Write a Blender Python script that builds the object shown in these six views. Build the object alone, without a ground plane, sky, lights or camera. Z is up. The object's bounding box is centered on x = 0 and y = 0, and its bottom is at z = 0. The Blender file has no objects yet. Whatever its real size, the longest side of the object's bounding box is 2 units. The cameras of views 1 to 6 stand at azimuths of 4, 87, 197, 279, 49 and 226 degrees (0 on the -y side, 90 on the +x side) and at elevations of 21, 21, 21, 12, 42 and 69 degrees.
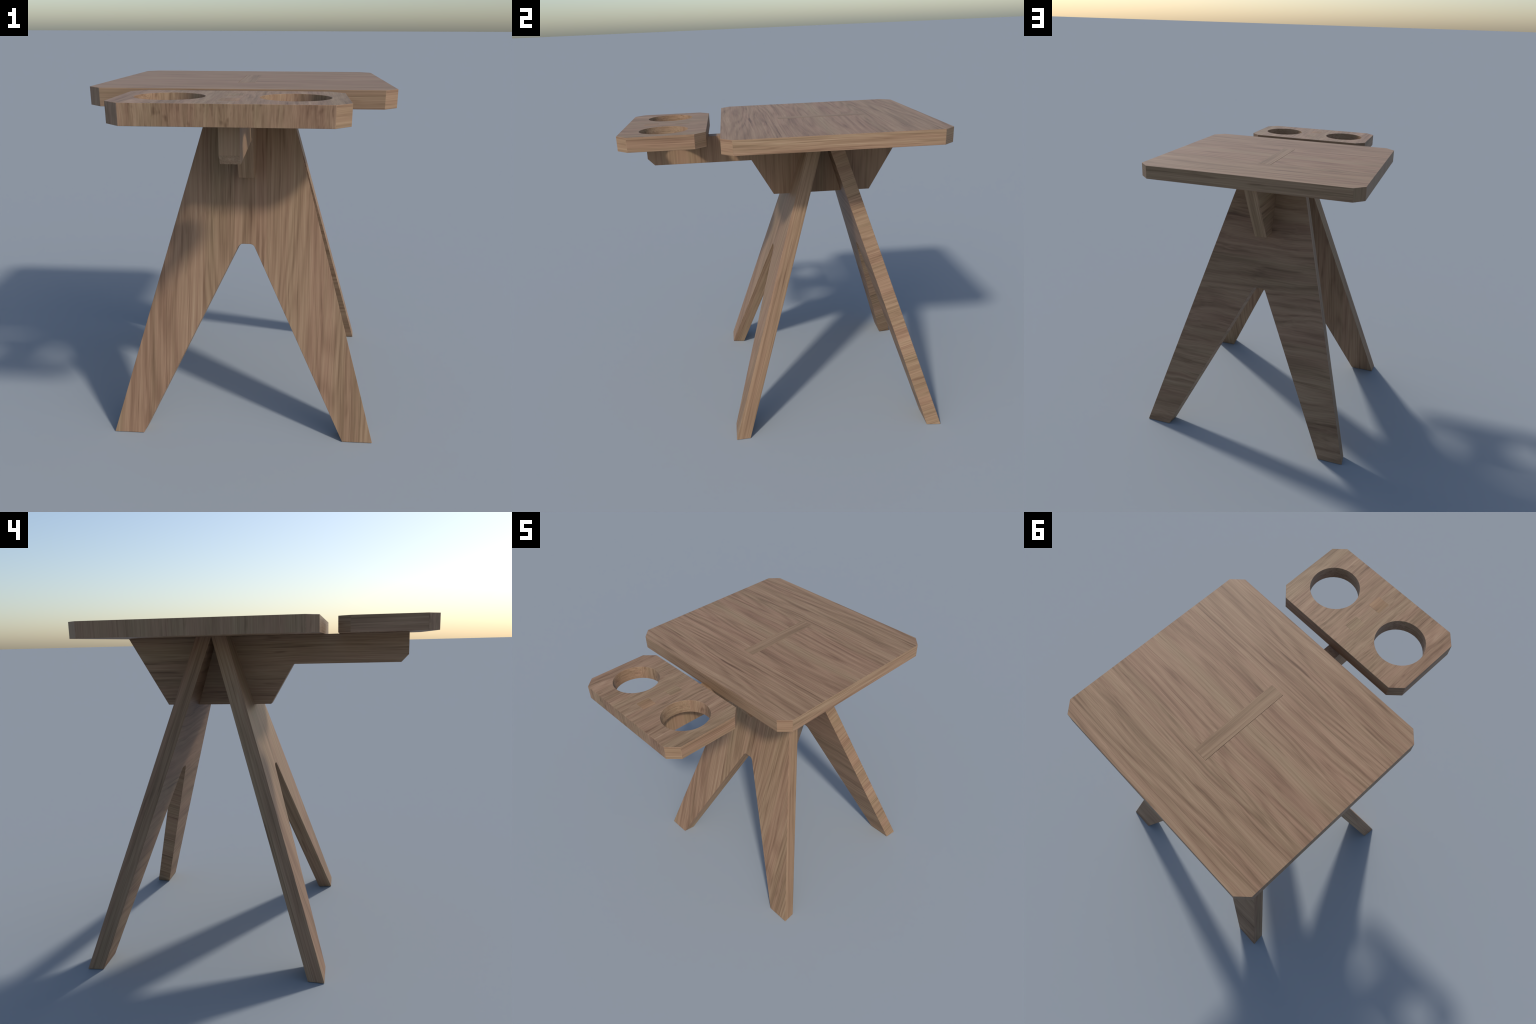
# Walnut side table: square top on two leaning A-shaped leg boards, carried by a
# cantilever beam that also holds a small tray with two cup holes.
import bpy, bmesh, math
from mathutils import Vector

# ------------------------------------------------------------------ sizes (m)
TOP_Z, UNDER_Z = 1.9996, 1.9105          # upper and lower face of both boards
TOP_X, TOP_Y0, TOP_Y1 = 0.7597, -0.3706, 0.9690
TRAY_X, TRAY_Y0, TRAY_Y1 = 0.4910, -0.9955, -0.4585
CORNER = 0.067                            # cut corners, measured along the sides
HOLE_X, HOLE_Y, HOLE_R = 0.2685, -0.7265, 0.1525
BAR_X, MORTISE_X = 0.0450, 0.0468          # tenon half width, mortise widened on -x to draw a dark play
BEAM_HALF = 0.0445                        # half width of the beam
MID_Y = 0.299                             # middle plane between the leg boards
FOOT_OUT = 0.6955                         # foot edge, from the middle plane
LEG_T = 0.0888                            # thickness of a leg board
LEG_HEAD = 0.0930                         # outer face at the underside of the top
TILT = math.atan2(FOOT_OUT - LEG_HEAD, UNDER_Z)
FOOT_X0, FOOT_X1 = 0.5905, 0.7665         # inner and outer foot corner
HEAD_X = 0.2206                           # half width at the underside of the top
SLOT_Z, SLOT_X = 1.0968, 0.0405           # flat crown of the slot between the feet
SLOT_R = 0.032

X_AXIS, Y_AXIS, Z_AXIS = (1, 0, 0), (0, 1, 0), (0, 0, 1)

# ------------------------------------------------------------------ material
def wood(name, grain, seed, tone=(1.0, 1.0, 1.0), figure=1.0, rings_gain=0.22,
         chop=1.0, contrast=0.95, size=1.0, wave=(2.6, 1.5)):
    """Walnut whose fibres run along the direction grain (local axes)."""
    m = bpy.data.materials.get(name)
    if m:
        return m
    m = bpy.data.materials.new(name)
    m.use_nodes = True
    nt = m.node_tree
    nt.nodes.clear()
    N, L = nt.nodes.new, nt.links.new

    def math_node(op, a, b=None, c=None):
        n = N("ShaderNodeMath"); n.operation = op
        for i, v in enumerate((a, b, c)):
            if v is None:
                continue
            if isinstance(v, (int, float)):
                n.inputs[i].default_value = v
            else:
                L(v, n.inputs[i])
        return n.outputs[0]

    out = N("ShaderNodeOutputMaterial")
    bsdf = N("ShaderNodeBsdfPrincipled")
    L(bsdf.outputs[0], out.inputs[0])
    tc = N("ShaderNodeTexCoord")
    # turn the object space so that the grain runs along Z of the pattern
    turn = Vector(grain).normalized().rotation_difference(Vector((0, 0, 1))).to_euler("XYZ")
    mp = N("ShaderNodeMapping")
    mp.vector_type = "POINT"
    mp.inputs["Rotation"].default_value = turn
    mp.inputs["Location"].default_value = (seed * 3.17 % 7, seed * 5.71 % 9, seed * 2.39 % 11)
    L(tc.outputs["Object"], mp.inputs[0])
    base = mp.outputs[0]

    def noise(vec, across, along, detail=2.0, rough=0.5, dist=0.0, off=0.0):
        s = N("ShaderNodeMapping")
        s.inputs["Scale"].default_value = (across / size, across / size, along * chop / size)
        s.inputs["Location"].default_value = (off, off * 1.7, off * 0.6)
        L(vec, s.inputs[0])
        n = N("ShaderNodeTexNoise")
        n.inputs["Scale"].default_value = 1.0
        n.inputs["Detail"].default_value = detail
        n.inputs["Roughness"].default_value = rough
        n.inputs["Distortion"].default_value = dist
        L(s.outputs[0], n.inputs["Vector"])
        return n

    # slow sway of the fibres
    sway = noise(base, wave[0], wave[1], 2.0, 0.45)
    sub = N("ShaderNodeVectorMath"); sub.operation = "SUBTRACT"
    L(sway.outputs["Color"], sub.inputs[0]); sub.inputs[1].default_value = (0.5, 0.5, 0.5)
    mul = N("ShaderNodeVectorMath"); mul.operation = "MULTIPLY"
    L(sub.outputs[0], mul.inputs[0]); mul.inputs[1].default_value = (0.042 * figure, 0.042 * figure, 0.0)
    add = N("ShaderNodeVectorMath"); add.operation = "ADD"
    L(base, add.inputs[0]); L(mul.outputs[0], add.inputs[1])
    p = add.outputs[0]

    # growth lines: contours of a long slow noise make arches and flames
    contour = noise(p, 4.2, 0.42, 1.5, 0.45, 0.0, 3.1).outputs["Fac"]
    rings = math_node("SINE", math_node("MULTIPLY", contour, 90.0))
    rings = math_node("MULTIPLY_ADD", rings, 0.5, 0.5)
    rings = math_node("POWER", rings, 1.6)
    # broad bands, narrow streaks, fine fibres
    band = noise(p, 8.0, 0.26, 2.0, 0.5, 0.0, 7.7).outputs["Fac"]
    streak = noise(p, 66.0, 1.1, 4.0, 0.62, 0.10, 1.3).outputs["Fac"]
    fibre = noise(p, 230.0, 2.8, 2.0, 0.6, 0.0, 5.9).outputs["Fac"]
    hue = noise(p, 6.5, 0.22, 2.0, 0.55, 0.0, 11.3).outputs["Fac"]
    hue2 = noise(p, 38.0, 0.8, 2.0, 0.55, 0.0, 2.3).outputs["Fac"]
    fleck = noise(p, 30.0, 3.0, 2.0, 0.5, 0.2, 9.1).outputs["Fac"]

    def centred(v, gain):
        return math_node("MULTIPLY", math_node("SUBTRACT", v, 0.5), gain)

    val = math_node("ADD", centred(band, 0.70), centred(streak, 1.05))
    val = math_node("ADD", val, centred(fibre, 0.75))
    val = math_node("ADD", val, centred(rings, -rings_gain * min(figure, 1.0)))
    # thin dark pores drawn out along the fibres
    pore = noise(p, 95.0, 1.3, 2.0, 0.5, 0.0, 4.7).outputs["Fac"]
    thin = N("ShaderNodeMapRange"); thin.interpolation_type = "SMOOTHSTEP"
    thin.inputs["From Min"].default_value = 0.54; thin.inputs["From Max"].default_value = 0.72
    thin.inputs["To Min"].default_value = -0.03; thin.inputs["To Max"].default_value = 0.20
    L(pore, thin.inputs["Value"])
    val = math_node("SUBTRACT", val, thin.outputs[0])
    # occasional darker flames
    dark = N("ShaderNodeMapRange"); dark.interpolation_type = "SMOOTHSTEP"
    dark.inputs["From Min"].default_value = 0.60; dark.inputs["From Max"].default_value = 0.80
    dark.inputs["To Min"].default_value = 0.0; dark.inputs["To Max"].default_value = 0.42
    L(fleck, dark.inputs["Value"])
    val = math_node("SUBTRACT", val, dark.outputs[0])
    val = math_node("MULTIPLY_ADD", val, contrast, 0.5)

    def srgb(c):
        return tuple((x / 255 / 12.92 if x / 255 <= 0.04045 else ((x / 255 + 0.055) / 1.055) ** 2.4) for x in c)

    def ramp(stops):
        r = N("ShaderNodeValToRGB")
        els = r.color_ramp.elements
        while len(els) < len(stops):
            els.new(0.5)
        for e, (pos, c) in zip(els, stops):
            e.position = pos
            e.color = (*[a * b for a, b in zip(srgb(c), tone)], 1.0)
        L(val, r.inputs[0])
        return r.outputs[0]

    red = ramp([(0.0, (107, 80, 61)), (0.30, (131, 101, 79)), (0.55, (148, 117, 93)), (0.80, (161, 130, 104)), (1.0, (174, 146, 120))])
    olive = ramp([(0.0, (104, 81, 60)), (0.30, (126, 102, 77)), (0.55, (143, 118, 91)), (0.80, (157, 132, 104)), (1.0, (171, 147, 118))])
    h = math_node("ADD", centred(hue, 2.5), centred(hue2, 1.6))
    h = math_node("ADD", h, 0.46)
    mix = N("ShaderNodeMix"); mix.data_type = "RGBA"; mix.clamp_factor = True
    L(h, mix.inputs[0]); L(red, mix.inputs[6]); L(olive, mix.inputs[7])
    L(mix.outputs[2], bsdf.inputs["Base Color"])
    bsdf.inputs["Roughness"].default_value = 0.50
    bsdf.inputs["Specular IOR Level"].default_value = 0.24
    return m

# ------------------------------------------------------------------ mesh tools
def prism(name, outline, depth_dir, d0, d1, to3d, holes=()):
    """Board: outline (and round holes) in 2D, pushed from d0 to d1. Returns object
    with faces tagged: list of (kind, 2D normal) per polygon."""
    bm = bmesh.new()
    loops = [outline] + list(holes)
    tags = []
    lower, upper = [], []
    for lp in loops:
        lower.append([bm.verts.new(to3d(a, b, d0)) for a, b in lp])
        upper.append([bm.verts.new(to3d(a, b, d1)) for a, b in lp])
    for li, lp in enumerate(loops):
        n = len(lp)
        for i in range(n):
            j = (i + 1) % n
            bm.faces.new((lower[li][i], lower[li][j], upper[li][j], upper[li][i]))
    for rings in (lower, upper):
        if len(loops) == 1:
            bm.faces.new(rings[0])
        else:
            edges = [bm.edges.get((r[i], r[(i + 1) % len(r)])) for r in rings for i in range(len(r))]
            bmesh.ops.triangle_fill(bm, use_beauty=True, use_dissolve=False, edges=edges)
    bmesh.ops.recalc_face_normals(bm, faces=bm.faces)
    me = bpy.data.meshes.new(name)
    bm.to_mesh(me)
    bm.free()
    ob = bpy.data.objects.new(name, me)
    bpy.context.scene.collection.objects.link(ob)
    return ob

def paint(ob, choose):
    """Give every face the material that choose(normal, centre) names."""
    slots = {}
    for f in ob.data.polygons:
        m = choose(f.normal, f.center)
        if m.name not in slots:
            slots[m.name] = len(slots)
            ob.data.materials.append(m)
        f.material_index = slots[m.name]

def soften(ob, width=0.0010, keep=lambda mid: False):
    """Ease every sharp edge except those that keep() wants crisp."""
    bm = bmesh.new()
    bm.from_mesh(ob.data)
    edges = [e for e in bm.edges if len(e.link_faces) == 2 and e.calc_face_angle() > math.radians(30)
             and not keep((e.verts[0].co + e.verts[1].co) / 2)]
    bmesh.ops.bevel(bm, geom=edges, offset=width, segments=1, profile=0.5, affect="EDGES", clamp_overlap=True)
    for f in bm.faces:
        f.smooth = True
    bm.to_mesh(ob.data)
    bm.free()
    ob.data.set_sharp_from_angle(angle=math.radians(20))

def octagon(x0, x1, y0, y1, c):
    return [(x0 + c, y0), (x1 - c, y0), (x1, y0 + c), (x1, y1 - c),
            (x1 - c, y1), (x0 + c, y1), (x0, y1 - c), (x0, y0 + c)]

def circle(cx, cy, r, n=40):
    return [(cx + r * math.cos(2 * math.pi * i / n), cy + r * math.sin(2 * math.pi * i / n)) for i in range(n)]

def fillet(prev, corner, nxt, r, n=8):
    a, b, c = Vector(prev), Vector(corner), Vector(nxt)
    u, v = (a - b).normalized(), (c - b).normalized()
    half = u.angle(v) / 2
    d = r / math.tan(half)
    mid = b + (u + v).normalized() * (r / math.sin(half))
    s, e = b + u * d - mid, b + v * d - mid
    turn = s.angle_signed(e)
    pts = []
    for i in range(n + 1):
        t = -turn * i / n
        pts.append((mid.x + s.x * math.cos(t) - s.y * math.sin(t), mid.y + s.x * math.sin(t) + s.y * math.cos(t)))
    return pts

flat = lambda a, b, d: (a, b, d)

# ------------------------------------------------------------------ root
table = bpy.data.objects.new("side_table", None)
bpy.context.scene.collection.objects.link(table)
table["label"] = "walnut side table with splayed A-frame legs and cup holder tray"
table["category"] = "side table"

# ------------------------------------------------------------------ table top
top_x = wood("walnut_top", X_AXIS, 1, chop=0.8, contrast=0.84, figure=1.2, rings_gain=0.26)
edge_x = wood("walnut_top_long_edge", X_AXIS, 2, figure=0.4)
corner_a = wood("walnut_corner_falling", (1, 1, 0), 27, figure=0.4)
corner_b = wood("walnut_corner_rising", (1, -1, 0), 28, figure=0.4)
edge_y = wood("walnut_top_side_edge", Y_AXIS, 3, figure=0.5, contrast=1.25)
edge_z = wood("walnut_top_end_edge", Z_AXIS, 4, figure=0.3, contrast=0.6, chop=1.6)
top = prism("tabletop", octagon(-TOP_X, TOP_X, TOP_Y0, TOP_Y1, CORNER), None, UNDER_Z, TOP_Z, flat,
            holes=[[(-MORTISE_X, 0.0114), (BAR_X + 0.0003, 0.0114), (BAR_X + 0.0003, 0.5902), (-MORTISE_X, 0.5902)]])
def top_choice(n, c):
    if abs(n.z) > 0.7: return top_x
    if n.x < -0.5: return edge_z
    if n.x > 0.9: return edge_y
    if n.x > 0.3: return corner_a if n.y < 0 else corner_b
    return edge_x
paint(top, top_choice)
soften(top, keep=lambda m: abs(m.x) < 0.1 and 0.0 < m.y < 0.6)
top.parent = table

# ------------------------------------------------------------------ cup tray
tray_y = wood("walnut_tray", Y_AXIS, 35, figure=0.6, chop=2.2)
tray_side = wood("walnut_tray_side", Y_AXIS, 6, figure=0.4)
tray_end = wood("walnut_tray_end", Z_AXIS, 7, figure=0.3, chop=5.0)
tray_long = wood("walnut_tray_back", X_AXIS, 8, figure=0.4)
tray = prism("cup_holder_tray", octagon(-TRAY_X, TRAY_X, TRAY_Y0, TRAY_Y1, CORNER), None, UNDER_Z, TOP_Z, flat,
             holes=[circle(-HOLE_X, HOLE_Y, HOLE_R), circle(HOLE_X, HOLE_Y, HOLE_R)])
def tray_choice(n, c):
    if abs(n.z) > 0.7: return tray_y
    if n.y < -0.72 or (n.x < -0.5 and n.y < -0.5): return tray_end
    if n.y > 0.72: return tray_long
    if abs(c.x) > 0.44 and abs(n.x) < 0.9: return corner_a if n.x * n.y < 0 else corner_b
    return tray_side
paint(tray, tray_choice); soften(tray)
tray.parent = table

# ------------------------------------------------------------------ beam
beam_y = wood("walnut_beam", Y_AXIS, 9, figure=0.5)
beam_z = wood("walnut_beam_face", Z_AXIS, 10, contrast=0.55)
beam_end = wood("walnut_beam_end", Z_AXIS, 11, figure=0.4)
beam_back = wood("walnut_beam_back_slope", (0, 0.2425, 0.4243), 25, figure=0.4)
beam_front = wood("walnut_beam_front_slope", (0, -0.1442, 0.2460), 26, figure=0.4)
profile = [(-0.8757, UNDER_Z - 0.0008), (-0.8757, 1.7784), (-0.8315, 1.7325), (-0.1795, 1.7325),
           (-0.0353, 1.4865), (0.6340, 1.4865), (0.8765, UNDER_Z - 0.0008)]
beam = prism("support_beam", profile, None, -BEAM_HALF, BEAM_HALF, lambda a, b, d: (d, a, b))
def beam_choice(n, c):
    if n.x < -0.7: return beam_y
    if n.x > 0.7: return beam_z
    if n.z < -0.9: return beam_y
    if n.y > 0.5: return beam_back
    if c.y > -0.5: return beam_front
    return beam_end
paint(beam, beam_choice); soften(beam)
beam.parent = table

# tenons of the beam that come up through the boards
def tenon(name, x0, x1, y0, y1, z0, z1, mat, slit=0.0):
    """Block along y; play is the gap that shows as a dark line beside its upper end on the -x side."""
    t = prism(name, [(x0, z0), (x1, z0), (x1, z1), (x0 + slit, z1), (x0 + slit, z1 - 0.02), (x0, z1 - 0.02)]
              if slit else [(x0, z0), (x1, z0), (x1, z1), (x0, z1)],
              None, y0, y1, lambda a, b, d: (a, d, b))
    t.data.materials.append(mat)
    t.parent = beam
    return t
tenon("tabletop_tenon", 0.0001 - MORTISE_X, BAR_X, 0.0118, 0.5898, UNDER_Z + 0.0004, 2.0000,
      wood("walnut_tenon", Y_AXIS, 12, figure=0.3, contrast=0.8), slit=MORTISE_X - BAR_X)
tenon("tray_tenon", -0.0415, 0.0415, -0.8750, -0.7863, UNDER_Z - 0.0020, TOP_Z + 0.0004, wood("walnut_tray_tenon", Y_AXIS, 13, tone=(1.05, 0.99, 0.88), figure=0.3))
tenon("tray_tenon", -0.0415, 0.0415, -0.6710, -0.5820, UNDER_Z - 0.0020, TOP_Z + 0.0004, wood("walnut_tray_tenon_pale", Y_AXIS, 14, tone=(0.98, 1.03, 0.98), figure=0.3))

# ------------------------------------------------------------------ leg boards
C = math.cos(TILT)
def leg_outline():
    """Drawn in the plane of the board: x across, s up the slope from the foot."""
    k = 1.0 / C
    head = UNDER_Z * k
    crown = SLOT_Z * k
    inner_l, corner_l = (-FOOT_X0, 0.0), (-SLOT_X, crown)
    inner_r, corner_r = (FOOT_X0, 0.0), (SLOT_X, crown)
    arch = fillet(inner_l, corner_l, corner_r, SLOT_R) + fillet(corner_l, corner_r, inner_r, SLOT_R)
    return [(-FOOT_X1, 0.0), inner_l] + arch + [inner_r, (FOOT_X1, 0.0), (HEAD_X, head), (-HEAD_X, head)]

def leg_board(side):
    """side -1: front board, +1: back board. The feet and heads are cut level:
    points on the inner face slide along the slope to keep the same height."""
    out = leg_outline()
    rise = LEG_T * math.tan(TILT)     # how far the inner face slides up the slope
    bm = bmesh.new()
    outer = [bm.verts.new((x, 0.0, s)) for x, s in out]
    inner = []
    slope_out = (FOOT_X1 - HEAD_X) / (UNDER_Z / C)
    slope_in = (FOOT_X0 - SLOT_X) / (SLOT_Z / C)
    for x, s in out:
        s2, x2 = s, x
        if s < 1e-6 or s > 1.99:      # level cuts at foot and head
            s2 = s + rise if s < 1e-6 else s + rise
            k = slope_out if (abs(abs(x) - FOOT_X1) < 1e-6 or s > 1.99) else slope_in
            x2 = math.copysign(abs(x) - k * rise, x)
        inner.append(bm.verts.new((x2, LEG_T, s2)))
    n = len(out)
    for i in range(n):
        j = (i + 1) % n
        bm.faces.new((outer[i], outer[j], inner[j], inner[i]))
    bm.faces.new(outer); bm.faces.new(list(reversed(inner)))
    bmesh.ops.recalc_face_normals(bm, faces=bm.faces)
    me = bpy.data.meshes.new("leg_board")
    bm.to_mesh(me); bm.free()
    ob = bpy.data.objects.new("leg_board", me)
    bpy.context.scene.collection.objects.link(ob)
    lean = math.atan((FOOT_X1 - HEAD_X) / (UNDER_Z / C))
    splay = math.atan((FOOT_X0 - SLOT_X) / (SLOT_Z / C))
    tag = "front" if side < 0 else "back"
    if side < 0:
        face = wood("walnut_front_board", Z_AXIS, 36, chop=0.8, contrast=0.85)
        cut_l = wood("walnut_front_cut_left", (math.sin(splay), 0, math.cos(splay)), 16, figure=0.3)
        cut_r = wood("walnut_front_cut_right", (-math.sin(splay), 0, math.cos(splay)), 17, figure=0.3)
        rim_l = wood("walnut_front_rim_left", (math.sin(lean), 0, math.cos(lean)), 18, figure=0.3)
        rim_r = wood("walnut_front_rim_right", (-math.sin(lean), 0, math.cos(lean)), 19, figure=0.3)
    else:
        face = wood("walnut_back_board", X_AXIS, 20, tone=(0.93, 0.90, 0.89), figure=1.6, rings_gain=0.34, chop=0.75, contrast=0.72, size=1.3, wave=(4.2, 3.8))
        cut_l = wood("walnut_back_cut_left", Y_AXIS, 21, figure=0.4)
        cut_r = wood("walnut_back_cut_right", Y_AXIS, 22, figure=0.4)
        rim_l = wood("walnut_back_rim_left", Y_AXIS, 23, figure=0.5)
        rim_r = wood("walnut_back_rim_right", (-math.sin(lean), 0, math.cos(lean)), 24, figure=0.3)
    def choice(n, c):
        if abs(n.y) > 0.7 or abs(n.z) > 0.8: return face
        outer_rim = n.z > 0
        if n.x < 0: return rim_l if outer_rim else cut_r
        return rim_r if outer_rim else cut_l
    paint(ob, choice); soften(ob)
    ob.location = (0.0, MID_Y + side * FOOT_OUT, 0.0)
    # front board leans back (+y) going up; the back board is the same turned about z
    ob.rotation_mode = "XYZ"
    ob.rotation_euler = (-TILT, 0.0, 0.0 if side < 0 else math.pi)
    ob.parent = table
    return ob
leg_board(-1)
leg_board(1)
